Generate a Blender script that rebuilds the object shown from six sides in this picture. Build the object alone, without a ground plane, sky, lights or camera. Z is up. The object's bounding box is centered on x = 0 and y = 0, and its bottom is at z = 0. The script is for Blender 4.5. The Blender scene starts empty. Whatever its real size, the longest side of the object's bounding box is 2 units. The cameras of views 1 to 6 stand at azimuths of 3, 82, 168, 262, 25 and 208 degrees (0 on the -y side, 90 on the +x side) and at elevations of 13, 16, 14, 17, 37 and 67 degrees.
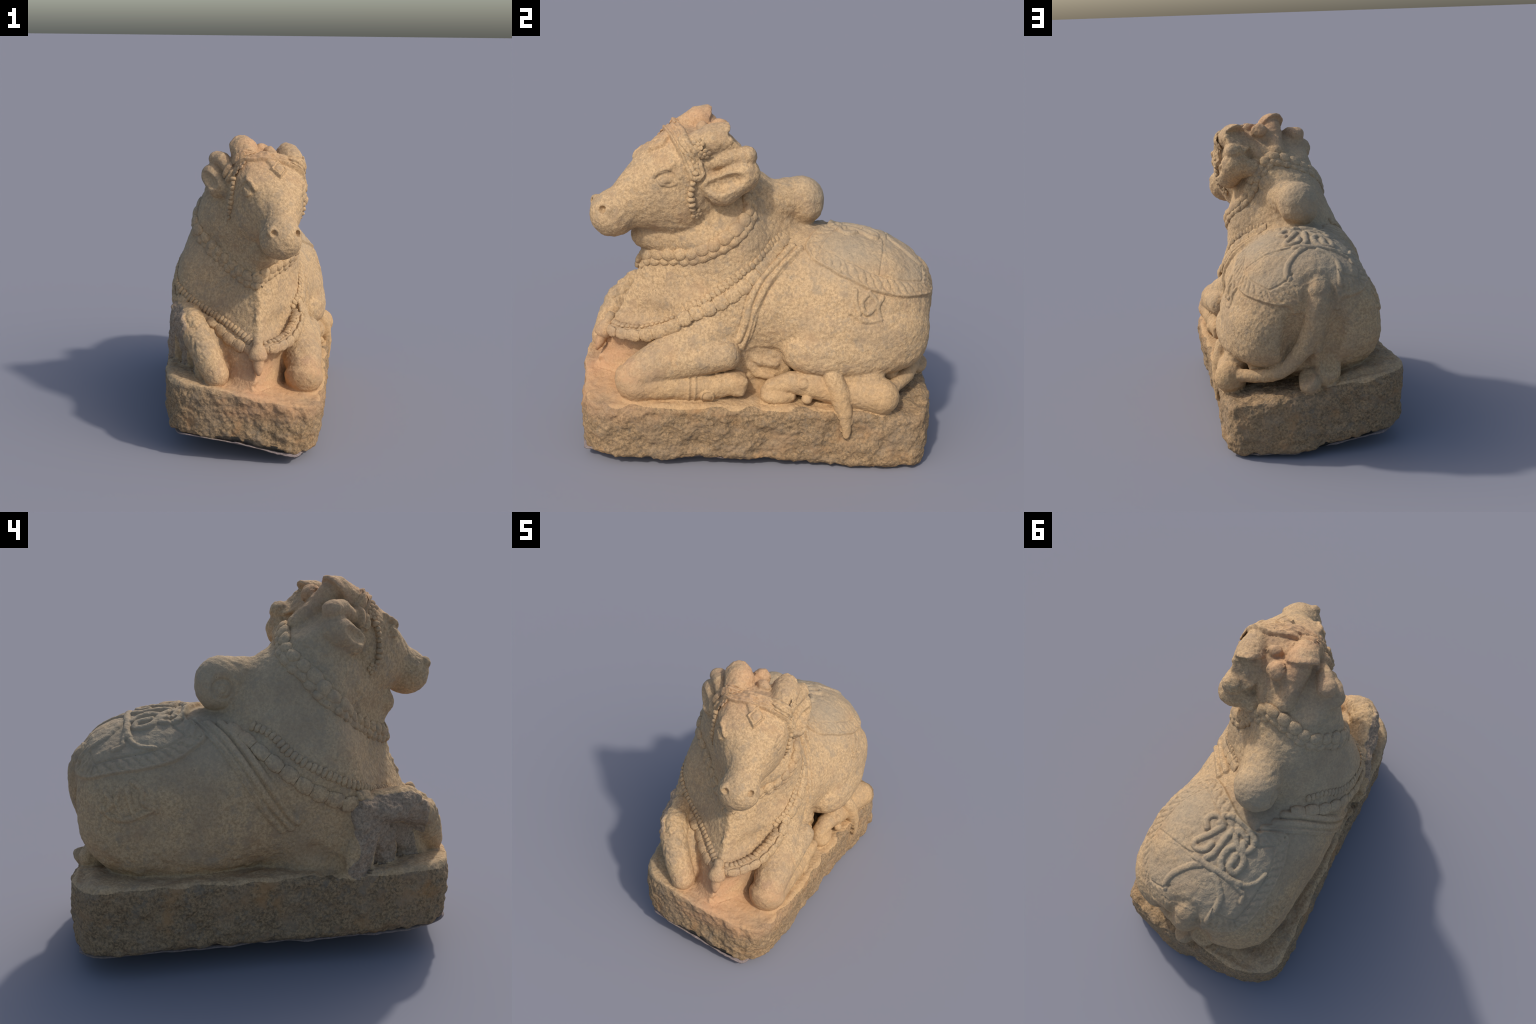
"""A carved stone reclining bull on a rough plinth, modelled as one smooth
implicit body (lofts, limbs, carved hollows) that is meshed, roughened and then
separated into anatomical parts; ornaments are laid over its surface."""
import bpy, bmesh, math, random
import numpy as np
from mathutils import Vector, Matrix
from mathutils.bvhtree import BVHTree

VOXEL = 0.0085
rng = np.random.default_rng(7)
random.seed(7)

# ------------------------------------------------------------------ helpers
def pchip(xs, ys, x):
    """smooth shape-keeping interpolation of a control table"""
    xs, ys = np.asarray(xs, float), np.asarray(ys, float)
    h = np.diff(xs); d = np.diff(ys) / h
    m = np.zeros_like(ys)
    for i in range(1, len(xs) - 1):
        if d[i - 1] * d[i] > 0:
            w1, w2 = 2 * h[i] + h[i - 1], h[i] + 2 * h[i - 1]
            m[i] = (w1 + w2) / (w1 / d[i - 1] + w2 / d[i])
    m[0], m[-1] = d[0], d[-1]
    xc = np.clip(x, xs[0], xs[-1])
    i = np.clip(np.searchsorted(xs, xc, side="right") - 1, 0, len(xs) - 2)
    t = (xc - xs[i]) / h[i]
    return (ys[i] * (1 + 2 * t) * (1 - t) ** 2 + m[i] * h[i] * t * (1 - t) ** 2
            + ys[i + 1] * t * t * (3 - 2 * t) + m[i + 1] * h[i] * t * t * (t - 1))

def spline(points, n):
    """Catmull-Rom through control points, resampled evenly to n points"""
    p = np.asarray(points, float)
    q = np.vstack([2 * p[0] - p[1], p, 2 * p[-1] - p[-2]])
    out = []
    for i in range(1, len(q) - 2):
        t = np.linspace(0, 1, 24, endpoint=False)[:, None]
        a, b, c, d = q[i - 1], q[i], q[i + 1], q[i + 2]
        out.append(0.5 * (2 * b + (c - a) * t + (2 * a - 5 * b + 4 * c - d) * t ** 2 + (3 * b - a - 3 * c + d) * t ** 3))
    out.append(p[-1:])
    s = np.vstack(out)
    L = np.r_[0, np.cumsum(np.linalg.norm(np.diff(s[:, :3], axis=0), axis=1))]
    u = np.linspace(0, L[-1], n)
    return np.stack([np.interp(u, L, s[:, k]) for k in range(s.shape[1])], 1)

def hash3(i, j, k, seed):
    with np.errstate(over="ignore"):
        n = (i.astype(np.uint32) * np.uint32(374761393) + j.astype(np.uint32) * np.uint32(668265263)
             + k.astype(np.uint32) * np.uint32(2246822519) + np.uint32((seed * 3266489917) % 2 ** 32))
        n = (n ^ (n >> np.uint32(13))) * np.uint32(1274126177)
        n = (n ^ (n >> np.uint32(16))) * np.uint32(2654435769)
        return (n ^ (n >> np.uint32(15))).astype(np.float64) / 2 ** 32 * 2 - 1

def noise(p, scale, seed=0):
    """value noise with a quintic fade, about -1..1"""
    q = p / scale
    f0 = np.floor(q).astype(np.int64); f = q - f0
    f = f * f * f * (f * (f * 6 - 15) + 10)
    out = 0
    for dx in (0, 1):
        for dy in (0, 1):
            for dz in (0, 1):
                w = (f[:, 0] if dx else 1 - f[:, 0]) * (f[:, 1] if dy else 1 - f[:, 1]) * (f[:, 2] if dz else 1 - f[:, 2])
                out = out + w * hash3(f0[:, 0] + dx, f0[:, 1] + dy, f0[:, 2] + dz, seed)
    return out

def fbm(p, scale, octaves, seed=0, gain=0.5):
    out, a = 0, 1.0
    for o in range(octaves):
        out = out + a * noise(p + 13.7 * o, scale / 2 ** o, seed + o)
        a *= gain
    return out

def step(a, b, x):
    t = np.clip((x - a) / (b - a), 0, 1)
    return t * t * (3 - 2 * t)

# ------------------------------------------------------------- implicit field
LO, HI = np.array([-0.68, -1.12, -0.06]), np.array([0.66, 1.10, 2.0])
DIM = np.ceil((HI - LO) / VOXEL).astype(int) + 1
AX = [LO[i] + VOXEL * np.arange(DIM[i]) for i in range(3)]
F = np.full(DIM, 0.6, np.float32)        # blended distance
RAW = np.full(DIM, 0.6, np.float32)      # nearest single shape, for the part regions
LABEL = np.zeros(DIM, np.uint8)
PARTS = ["plinth", "torso", "neck", "head", "hump", "horn", "ear", "forelimb", "hindlimb", "tail"]

def window(lo, hi):
    sl = tuple(slice(max(0, int((lo[i] - LO[i]) / VOXEL)), min(DIM[i], int((hi[i] - LO[i]) / VOXEL) + 2)) for i in range(3))
    x, y, z = AX[0][sl[0]][:, None, None], AX[1][sl[1]][None, :, None], AX[2][sl[2]][None, None, :]
    return sl, x, y, z

def add(shape, lo, hi, part, k=0.03, bias=0.0):
    m = k + 0.035
    sl, x, y, z = window(np.array(lo) - m, np.array(hi) + m)
    d = np.asarray(shape(x, y, z), np.float32)
    f = F[sl]
    h = np.maximum(k - np.abs(f - d), 0) / k
    F[sl] = np.minimum(f, d) - h * h * h * k / 6
    near = d - bias < RAW[sl]
    RAW[sl] = np.where(near, d - bias, RAW[sl])
    LABEL[sl] = np.where(near, PARTS.index(part), LABEL[sl])

def cut(shape, lo, hi, k=0.02):
    m = k + 0.03
    sl, x, y, z = window(np.array(lo) - m, np.array(hi) + m)
    d = -np.asarray(shape(x, y, z), np.float32)
    f = F[sl]
    h = np.maximum(k - np.abs(f - d), 0) / k
    F[sl] = np.maximum(f, d) + h * h * h * k / 6

def rot(rx=0, ry=0, rz=0):
    return np.array((Matrix.Rotation(math.radians(rz), 3, "Z") @ Matrix.Rotation(math.radians(ry), 3, "Y") @ Matrix.Rotation(math.radians(rx), 3, "X")))

def ellipsoid(c, r, R=None):
    R = np.eye(3) if R is None else R
    def shape(x, y, z):
        p = [x - c[0], y - c[1], z - c[2]]
        q = [R[0, i] * p[0] + R[1, i] * p[1] + R[2, i] * p[2] for i in range(3)]
        k0 = np.sqrt(sum((q[i] / r[i]) ** 2 for i in range(3))) + 1e-6
        k1 = np.sqrt(sum((q[i] / r[i] ** 2) ** 2 for i in range(3))) + 1e-6
        return k0 * (k0 - 1) / k1
    e = np.sqrt(((R * np.asarray(r)) ** 2).sum(1))
    return shape, np.array(c) - e, np.array(c) + e

def limb(points, flat=None):
    """rounded cones along control points (x, y, z, radius)"""
    p = np.asarray(points, float)
    def shape(x, y, z):
        best = None
        for a, b in zip(p[:-1], p[1:]):
            ab = b[:3] - a[:3]
            t = np.clip(((x - a[0]) * ab[0] + (y - a[1]) * ab[1] + (z - a[2]) * ab[2]) / (ab @ ab), 0, 1)
            d = np.sqrt((x - a[0] - t * ab[0]) ** 2 + (y - a[1] - t * ab[1]) ** 2 + (z - a[2] - t * ab[2]) ** 2) - (a[3] + t * (b[3] - a[3]))
            best = d if best is None else np.minimum(best, d)
        return best
    return shape, (p[:, :3] - p[:, 3:]).min(0), (p[:, :3] + p[:, 3:]).max(0)

def block(c, half, R=None, r=0.02):
    R = np.eye(3) if R is None else R
    def shape(x, y, z):
        p = [x - c[0], y - c[1], z - c[2]]
        q = [np.abs(R[0, i] * p[0] + R[1, i] * p[1] + R[2, i] * p[2]) - half[i] + r for i in range(3)]
        return np.sqrt(sum(np.maximum(v, 0) ** 2 for v in q)) + np.minimum(np.maximum(np.maximum(q[0], q[1]), q[2]), 0) - r
    e = np.abs(R) @ np.asarray(half, float)
    return shape, np.array(c) - e, np.array(c) + e

def implicit(fn, lo, hi):
    """turn a radius-like implicit function (0 on the surface) into a distance"""
    def shape(x, y, z):
        q = np.asarray(fn(x, y, z), np.float32)
        g = np.gradient(q, VOXEL)
        n = np.sqrt(g[0] ** 2 + g[1] ** 2 + g[2] ** 2)
        return q / np.maximum(n, 1.2)
    return shape, lo, hi

def puff(c, r, n):
    """a squarish ellipsoid"""
    def fn(x, y, z):
        return (np.abs((x - c[0]) / r[0]) ** n + np.abs((y - c[1]) / r[1]) ** n + np.abs((z - c[2]) / r[2]) ** n) ** (1 / n) - 1
    return implicit(fn, np.array(c) - r, np.array(c) + r)

# ---------------------------------------------------------------- the plinth
PLINTH_EDGE = [  # y, left x, right x, bottom left, bottom right, top left, top right (z)
    (-1.00, -0.05, 0.25, .168, .05, .47, .36), (-0.965, -0.27, 0.38, .168, .05, .47, .36), (-0.90, -0.42, 0.445, .162, .05, .48, .36), (-0.80, -0.475, 0.472, .152, .045, .49, .365),
    (-0.50, -0.515, 0.500, .140, .042, .475, .375), (0.0, -0.525, 0.515, .135, .033, .475, .365),
    (0.50, -0.555, 0.535, .132, .004, .475, .345), (0.78, -0.557, 0.542, .125, .000, .48, .322),
    (0.86, -0.540, 0.512, .12, .001, .49, .325), (0.93, -0.478, 0.365, .105, .016, .46, .345), (1.00, -0.30, 0.13, .098, .012, .455, .345)]

def plinth_shape():
    T = np.array(PLINTH_EDGE)
    def fn(x, y, z):
        yy = y.ravel()
        c = [pchip(T[:, 0], T[:, i], yy)[None, :, None] for i in range(1, 7)]
        xl, xr, bl, br, tl, tr = c
        foot = step(.0, 1.0, (.44 - .11 * x - z) / .34)
        rear = step(.30, .65, y)
        xl, xr = xl + .006 * foot + .006, xr - .034 * foot * (1 - rear) + .012 * (1 - rear) + .006 * rear
        t = np.clip((x - xl) / (xr - xl), -0.1, 1.1)
        zb, zt = bl + (br - bl) * t, tl + (tr - tl) * t + (1 - np.clip(t, 0, 1)) * (.014 + .022 * np.clip(1 - (2 * t - 1) ** 2, 0, 1))
        ends = np.maximum(-.993 + .008 * foot - y, y - 0.986)
        r = 0.045
        a = np.maximum(xl - x, x - xr) + r
        b = np.maximum(zb - z, z - zt) + r
        e = ends + r + 0 * x
        s = np.sqrt(np.maximum(a, 0) ** 2 + np.maximum(b, 0) ** 2 + np.maximum(e, 0) ** 2) + np.minimum(np.maximum(np.maximum(a, b), e), 0) - r
        return s
    return fn, (-0.6, -1.02, -0.01), (0.58, 1.01, 0.56)

add(*plinth_shape(), "plinth", k=0.02)

# ----------------------------------------------------------------- the torso
TORSO = np.array([  # y, left x, right x, widest z, bottom z, top z, squareness left and right
    (-0.42, -0.40, 0.32, .75, .45, 1.15, 2.0, 1.8),
    (-0.20, -0.478, 0.360, .85, .40, 1.23, 2.2, 1.75),
    (0.00, -0.497, 0.388, .84, .40, 1.250, 2.25, 1.75),
    (0.12, -0.502, 0.405, .81, .40, 1.250, 2.25, 1.75),
    (0.22, -0.500, 0.432, .77, .40, 1.245, 2.25, 1.9),
    (0.45, -0.470, 0.475, .72, .39, 1.230, 2.1, 2.2),
    (0.65, -0.455, 0.458, .73, .41, 1.193, 2.0, 2.15),
    (0.78, -0.42, 0.405, .75, .45, 1.145, 2.0, 2.1),
    (0.87, -0.35, 0.335, .77, .52, 1.085, 2.05, 2.0),
    (0.93, -0.23, 0.22, .79, .60, 1.00, 2.0, 2.0),
    (0.965, -0.07, 0.07, .81, .74, .88, 2.0, 2.0)])

def loft_y(T):
    def fn(x, y, z):
        yy = y.ravel()
        xl, xr, zw, zb, zt, nl, nr = [pchip(T[:, 0], T[:, i], yy)[None, :, None] for i in range(1, 8)]
        cx = (xl + xr) / 2
        u = np.abs(x - cx) / ((xr - xl) / 2)
        v = np.where(z > zw, (z - zw) / (zt - zw), (zw - z) / (zw - zb))
        n = np.where(z > zw, np.where(x < cx, nl, nr), np.where(x < cx, 2.0 + step(.05, .42, yy)[None, :, None], 1.95))
        q = (u ** n + v ** n) ** (1 / n) - 1
        out = np.maximum(y - T[-1, 0], T[0, 0] - y)
        return np.where(out > 0, np.maximum(q, 0) + out * 6, q)
    return implicit(fn, (T[:, 1].min(), T[0, 0], T[:, 4].min()), (T[:, 2].max(), T[-1, 0], T[:, 5].max()))

add(*loft_y(TORSO), "torso", k=0.05)

# ------------------------------------------------------- chest and neck (in z)
NECK = np.array([  # z, spine x, left x, right x, front y, back y, mid y, squareness front-left, front-right, back-right
    (0.33, .06, -.40, .34, -.95, .10, -.28, 1.6, 1.6, 2.0),
    (0.45, .06, -.42, .35, -.925, .12, -.26, 1.5, 1.4, 2.0),
    (0.56, .07, -.44, .36, -.880, .15, -.25, 1.4, 1.3, 2.0),
    (0.61, .08, -.45, .365, -.868, .18, -.245, 1.4, 1.35, 2.0),
    (0.68, .085, -.46, .37, -.850, .2, -.24, 1.35, 1.35, 1.9),
    (0.77, .085, -.475, .362, -.795, .22, -.23, 1.3, 1.2, 1.7),
    (0.88, .08, -.485, .340, -.745, .25, -.22, 1.28, 1.4, 1.55),
    (1.00, .07, -.472, .318, -.705, .25, -.20, 1.12, 1.5, 1.45),
    (1.10, .06, -.445, .315, -.688, .24, -.20, 1.05, 1.5, 1.35),
    (1.22, .085, -.402, .308, -.718, .22, -.22, 1.0, 1.65, 1.3),
    (1.32, .07, -.360, .27, -.675, .18, -.24, 1.25, 1.8, 1.2),
    (1.42, .00, -.330, .235, -.56, .10, -.26, 1.7, 2.0, 1.2),
    (1.50, -.03, -.30, .20, -.50, .02, -.28, 2.0, 2.0, 1.7),
    (1.58, -.04, -.275, .19, -.46, -.085, -.29, 2.0, 2.0, 1.8),
    (1.65, -.03, -.25, .19, -.44, -.12, -.30, 2.0, 2.0, 2.0),
    (1.72, -.01, -.22, .19, -.42, -.19, -.31, 2.2, 2.2, 2.2),
    (1.78, .00, -.17, .16, -.40, -.25, -.32, 2.2, 2.2, 2.2)])

def neck_shape():
    T = NECK
    def fn(x, y, z):
        zz = z.ravel()
        cx, xl, xr, yf, yb, ym, nfl, nfr, nbr = [pchip(T[:, 0], T[:, i], zz)[None, None, :] for i in range(1, 10)]
        c = 0.5 * (xl + xr) + (cx - 0.5 * (xl + xr)) * np.clip((ym - y) / (ym - yf), 0, 1)
        left, front = x < c, y < ym
        u = np.where(left, (c - x) / (c - xl), (x - c) / (xr - c))
        v = np.where(front, (ym - y) / (ym - yf), (y - ym) / (yb - ym))
        w = np.clip((1.22 - z) / .12, 0, 1)            # below the collar the shoulder swells before the hollow beside the keel
        f = step(.24 * w, .48 + .26 * w, np.where(front, v, 0))
        f = np.where(left, f, step(.10, .62, np.where(front, v, 0)))
        g = step(0, .6, np.where(front, 0, v))
        n = np.where(left, 2 + (nfl - 2) * f, np.where(front, 2 + (nfr - 2) * f, 2 + (nbr - 2) * g))
        q = (u ** n + v ** n) ** (1 / n) - 1
        out = np.maximum(z - T[-1, 0], T[0, 0] - z)
        return np.where(out > 0, np.maximum(q, 0) + out * 6, q)
    return implicit(fn, (-.52, -.96, .33), (.40, .27, 1.78))

add(*neck_shape(), "neck", k=0.05)

# the swelling that carries the garland across the right side of the chest
add(*limb([(.09, -.82, .670, .030), (.15, -.83, .675, .034), (.20, -.765, .680, .036), (.258, -.675, .692, .036), (.295, -.57, .735, .034), (.32, -.46, .795, .028)]), "neck", k=0.04)

# ------------------------------------------------------------------ the hump
HUMP = limb([(-.02, .01, 1.37, .118), (-.06, .13, 1.386, .120), (-.074, .203, 1.383, .130), (-.072, .212, 1.358, .124)])
add(lambda x, y, z: np.maximum(HUMP[0](x, y, z), -(x + .184)), HUMP[1], HUMP[2], "hump", k=0.045)

# ------------------------------------------------------------------ the head
EYE = np.array([.173, -.64, 1.585])                 # point midway between the eyes
FWD = np.array([.37, -.93, 0]) / math.hypot(.37, .93)
SIDE = np.array([-FWD[1], FWD[0], 0])
ROLL = math.radians(7.5)                            # the crown leans to the +side
UPV = np.array([0, 0, math.cos(ROLL)]) + SIDE * math.sin(ROLL)
SID = np.cross(FWD, UPV)
HR = np.stack([SID, FWD, UPV], 1)                   # columns: side, forward, up of the rolled head

def hp(side, fwd, z):
    """upright head frame: sideways, forward, world height"""
    return EYE * (1, 1, 0) + SIDE * side + FWD * fwd + np.array([0, 0, z])

def hr(side, fwd, z):
    """rolled head frame"""
    return EYE + SID * side + FWD * fwd + UPV * (z - EYE[2])

HEAD = np.array([  # forward, centre side, half width, top z, bottom z, widest z, squareness
    (-.50, .00, .05, 1.56, 1.46, 1.51, 2.0),
    (-.44, .00, .16, 1.66, 1.36, 1.52, 2.1),
    (-.34, .00, .212, 1.745, 1.27, 1.53, 2.3),
    (-.24, .00, .228, 1.79, 1.225, 1.53, 2.5),
    (-.16, -.005, .230, 1.795, 1.220, 1.53, 2.6),
    (-.09, -.005, .218, 1.758, 1.235, 1.54, 2.6),
    (-.03, -.005, .194, 1.714, 1.250, 1.55, 2.5),
    (.03, -.005, .165, 1.668, 1.262, 1.53, 2.4),
    (.09, -.005, .130, 1.615, 1.27, 1.48, 2.2),
    (.15, -.004, .098, 1.555, 1.275, 1.42, 2.1),
    (.20, .0, .086, 1.490, 1.28, 1.37, 2.0),
    (.27, .0, .062, 1.43, 1.29, 1.35, 2.0)])

def head_shape():
    T = HEAD
    def fn(x, y, z):
        px, py, pz = x - EYE[0], y - EYE[1], z - EYE[2]
        s = px * FWD[0] + py * FWD[1]
        r = px * SID[0] + py * SID[1] + pz * SID[2]
        h = px * UPV[0] + py * UPV[1] + pz * UPV[2] + EYE[2]
        rc, w, zt, zb, zw, n = [pchip(T[:, 0], T[:, i], s.ravel()).reshape(s.shape) for i in range(1, 7)]
        u = np.abs(r - rc) / w
        v = np.where(h > zw, (h - zw) / (zt - zw), (zw - h) / (zw - zb))
        q = (u ** n + v ** n) ** (1 / n) - 1
        out = np.maximum(s - T[-1, 0], T[0, 0] - s) + 0 * z
        return np.where(out > 0, np.maximum(q, 0) + out * 8, q)
    return implicit(fn, (-.30, -1.0, 1.15), (.46, -.08, 1.85))

add(*head_shape(), "head", k=0.03)
add(*ellipsoid(hr(.007, .195, 1.345), (.124, .122, .122), HR), "head", k=0.05)
for s in (-1, 1):                                     # eyes, brows, nostrils
    add(*ellipsoid(hr(.172 * s, -.012, 1.580), (.029, .042, .029), HR @ rot(-25, 0, 18 * s)), "head", k=0.012)
    add(*ellipsoid(hr(.160 * s, -.008, 1.635), (.028, .062, .017), HR @ rot(-30, 0, 18 * s)), "head", k=0.03)

for c in ((-.112, .292, 1.404), (.035, .278, 1.391)):
    add(*ellipsoid(hp(*c) - FWD * .034, (.038, .034, .034), HR), "head", k=0.015)
    cut(*ellipsoid(hp(*c) - FWD * .004, (.019, .026, .019), HR), k=0.012)
add(*limb([(.11, -.54, 1.22, .11), (.105, -.66, 1.215, .080)]), "neck", k=0.04)

# ------------------------------------------------------------- horns and ears
add(*limb([(*hp(-.11, -.245, 1.772), .075), (*hp(-.10, -.32, 1.80), .092), (*hp(-.11, -.46, 1.80), .105)]), "horn", k=0.025)
cut(*block(hp(-.10, -.600, 1.862), (.2, .20, .22), rot(0, 0, math.degrees(math.atan2(SIDE[1], SIDE[0]))) @ rot(-32, 0, 0), 0.005), k=0.03)
add(*limb([(*hp(.16, -.17, 1.722), .072), (*hp(.18, -.26, 1.752), .085), (*hp(.20, -.46, 1.768), .091)]), "horn", k=0.025)
cut(*block(hp(.215, -.598, 1.817), (.14, .20, .20), rot(0, 0, math.degrees(math.atan2(SIDE[1], SIDE[0]))) @ rot(-40, 0, 0), 0.005), k=0.03)
add(*limb([(-.04, -.35, 1.80, .06), (-.035, -.285, 1.73, .055), (-.03, -.20, 1.65, .06)]), "head", k=0.03)
add(*ellipsoid((.03, -.32, 1.74), (.10, .07, .07)), "head", k=0.03)
add(*ellipsoid((.125, -.375, 1.790), (.045, .035, .04)), "head", k=0.015)
add(*ellipsoid((.070, -.28, 1.790), (.055, .05, .05)), "head", k=0.015)

# ears: a broad lower leaf and a rolled upper rim, hollow between, tips broken off
add(*limb([(.275, -.38, 1.545, .055), (.283, -.27, 1.508, .088), (.262, -.165, 1.585, .090)]), "ear", k=0.02)
add(*limb([(.27, -.36, 1.635, .038), (.272, -.24, 1.675, .048), (.268, -.15, 1.68, .055)]), "ear", k=0.02)
add(*limb([(.15, -.15, 1.56, .06), (.235, -.175, 1.575, .07)]), "ear", k=0.03)
add(*limb([(.19, -.26, 1.64, .06), (.24, -.17, 1.635, .055)]), "ear", k=0.03)
add(*limb([(-.13, -.36, 1.67, .06), (-.20, -.34, 1.69, .055)]), "ear", k=0.03)
cut(*ellipsoid((.378, -.26, 1.555), (.068, .128, .050), rot(16, 0, -4)), k=0.015)
add(*limb([(-.12, -.47, 1.58, .055), (-.182, -.43, 1.588, .074), (-.228, -.355, 1.645, .076)]), "ear", k=0.02)
add(*limb([(-.10, -.46, 1.69, .04), (-.165, -.385, 1.745, .046), (-.205, -.335, 1.745, .052)]), "ear", k=0.02)
cut(*ellipsoid((-.262, -.475, 1.632), (.055, .115, .046), rot(20, 0, 38)), k=0.015)

# ------------------------------------------------------------------ hind thighs
add(*puff((.185, .50, .715), (.308, .42, .24), 2.7), "hindlimb", k=0.012)
add(*puff((.275, .42, .635), (.236, .345, .140), 2.8), "hindlimb", k=0.03)
add(*puff((-.225, .53, .70), (.228, .385, .24), 2.1), "hindlimb", k=0.05)
# the hollow between belly, elbow and thigh
cut(*block((.48, -.015, .53), (.16, .105, .135), None, .06), k=0.012)
add(*block((.235, -.02, .50), (.090, .17, .18), None, .03), "torso", k=0.012)
add(*limb([(.312, -.10, .60, .02), (.322, -.03, .555, .02), (.322, .05, .545, .02)]), "torso", k=0.02)
add(*limb([(.312, -.12, .56, .02), (.327, -.05, .49, .022), (.327, .03, .47, .02)]), "torso", k=0.02)

# ------------------------------------------------------------------- forelegs
add(*limb([(.235, -.28, .72, .15), (.315, -.50, .60, .130), (.365, -.68, .505, .103), (.362, -.697, .472, .120)]), "forelimb", k=0.03)
add(*limb([(.38, -.23, .62, .085), (.365, -.60, .56, .105)]), "forelimb", k=0.03)
add(*limb([(.385, -.71, .455, .085), (.395, -.52, .45, .075), (.405, -.30, .445, .068), (.405, -.20, .47, .062)]), "forelimb", k=0.014)
add(*block((.40, -.165, .465), (.065, .05, .058), rot(-14, 0, 0), 0.03), "forelimb", k=0.015)
# the other one is raised: a broken shoulder wall, a shin and a hoof
add(*limb([(-.37, -.55, .785, .088), (-.33, -.70, .78, .090), (-.275, -.80, .712, .087), (-.215, -.850, .615, .084), (-.160, -.885, .525, .078)]), "forelimb", k=0.02)
add(*limb([(-.41, -.46, .79, .080), (-.415, -.46, .66, .085), (-.42, -.42, .50, .10)]), "forelimb", k=0.03)
add(*limb([(-.24, -.60, .66, .12), (-.22, -.72, .58, .10), (-.20, -.74, .48, .12)]), "forelimb", k=0.03)
add(*limb([(-.35, -.54, .68, .08), (-.325, -.58, .56, .085), (-.32, -.58, .48, .085)]), "forelimb", k=0.03)
cut(*block((-.60, -.62, .72), (.115, .25, .22), rot(0, 0, 6), .01), k=0.01)


# ------------------------------------------------------------------ hind legs
add(*limb([(.478, .618, .418, .098), (.445, .40, .430, .074), (.435, .24, .465, .068)]), "hindlimb", k=0.025)
add(*limb([(.400, .40, .50, .075), (.425, .56, .505, .080)]), "hindlimb", k=0.03)
add(*limb([(.435, .27, .465, .068), (.412, .13, .475, .060), (.402, .03, .440, .050), (.402, .01, .412, .045)]), "hindlimb", k=0.015)
add(*ellipsoid((.432, .062, .400), (.052, .098, .044)), "hindlimb", k=0.006)
add(*ellipsoid((.470, .190, .487), (.030, .032, .034)), "hindlimb", k=0.006)
add(*ellipsoid((.478, .212, .402), (.028, .030, .026)), "hindlimb", k=0.006)
add(*limb([(.06, .925, .444, .066), (.055, .87, .46, .06)]), "hindlimb", k=0.012)
add(*ellipsoid((-.055, .875, .485), (.080, .080, .105), rot(0, -25, 0)), "hindlimb", k=0.02)

# ------------------------------------------------- tail, its groove, hollows
TAIL = [(-.028, .80, 1.02, .09), (-.012, .88, .975, .085), (.0, .910, .92, .073), (.018, .920, .848, .066), (.037, .912, .76, .063), (.076, .90, .667, .057), (.123, .885, .608, .050), (.181, .87, .541, .042), (.244, .838, .497, .041), (.332, .78, .465, .039), (.42, .70, .45, .036), (.48, .64, .44, .034)]
cut(*limb([(.118, .985, .96, .048), (.145, .985, .82, .088), (.145, .965, .69, .10), (.13, .94, .56, .11)]), k=0.05)
cut(*limb([(-.118, .985, .94, .045), (-.11, .985, .80, .075), (-.08, .975, .68, .075), (-.06, .96, .57, .07)]), k=0.05)
add(*limb([(x, y, z, r * 1.06) for x, y, z, r in spline(TAIL, 22)]), "tail", k=0.006)
add(*limb([(.10, .80, .64, .07), (.20, .74, .57, .07), (.32, .68, .51, .06)]), "hindlimb", k=0.03)
# the tail's tuft comes out under the leg and hangs over the plinth's edge
add(*limb([(.470, .345, .53, .052), (.496, .385, .44, .062), (.522, .415, .34, .044), (.532, .430, .215, .018)]), "tail", k=0.008)
cut(*limb([(-.53, -.06, .54, .07), (-.50, -.22, .57, .085), (-.48, -.30, .53, .065)]), k=0.03)

# --------------------------------------------------------------- surface nets
def surface_nets():
    s = F < 0
    nx, ny, nz = DIM
    acc = np.zeros((nx - 1, ny - 1, nz - 1, 3), np.float32); cnt = np.zeros((nx - 1, ny - 1, nz - 1), np.float32)
    quads = []
    crossings = []
    for a in range(3):
        sl0 = [slice(None)] * 3; sl1 = [slice(None)] * 3
        sl0[a], sl1[a] = slice(0, -1), slice(1, None)
        A, B = s[tuple(sl0)], s[tuple(sl1)]
        idx = np.argwhere(A != B)
        i0 = tuple(idx.T); j = idx.copy(); j[:, a] += 1
        fa, fb = F[i0], F[tuple(j.T)]
        pos = idx.astype(np.float32); pos[:, a] += fa / (fa - fb)
        b, c = (a + 1) % 3, (a + 2) % 3
        for db in (0, -1):
            for dc in (0, -1):
                cell = idx.copy(); cell[:, b] += db; cell[:, c] += dc
                ci = tuple(cell.T)
                np.add.at(acc, ci, pos); np.add.at(cnt, ci, 1)
        crossings.append((a, idx, A[i0]))
    on = cnt > 0
    number = np.full(cnt.shape, -1, np.int64); number[on] = np.arange(on.sum())
    V = acc[on] / cnt[on][:, None]
    for a, idx, inside in crossings:
        b, c = (a + 1) % 3, (a + 2) % 3
        q = []
        for db, dc in ((-1, -1), (0, -1), (0, 0), (-1, 0)):
            cell = idx.copy(); cell[:, b] += db; cell[:, c] += dc
            q.append(number[tuple(cell.T)])
        q = np.stack(q, 1)
        q[~inside] = q[~inside][:, ::-1]
        quads.append(q)
    return V, np.vstack(quads)      # vertices in grid units

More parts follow.
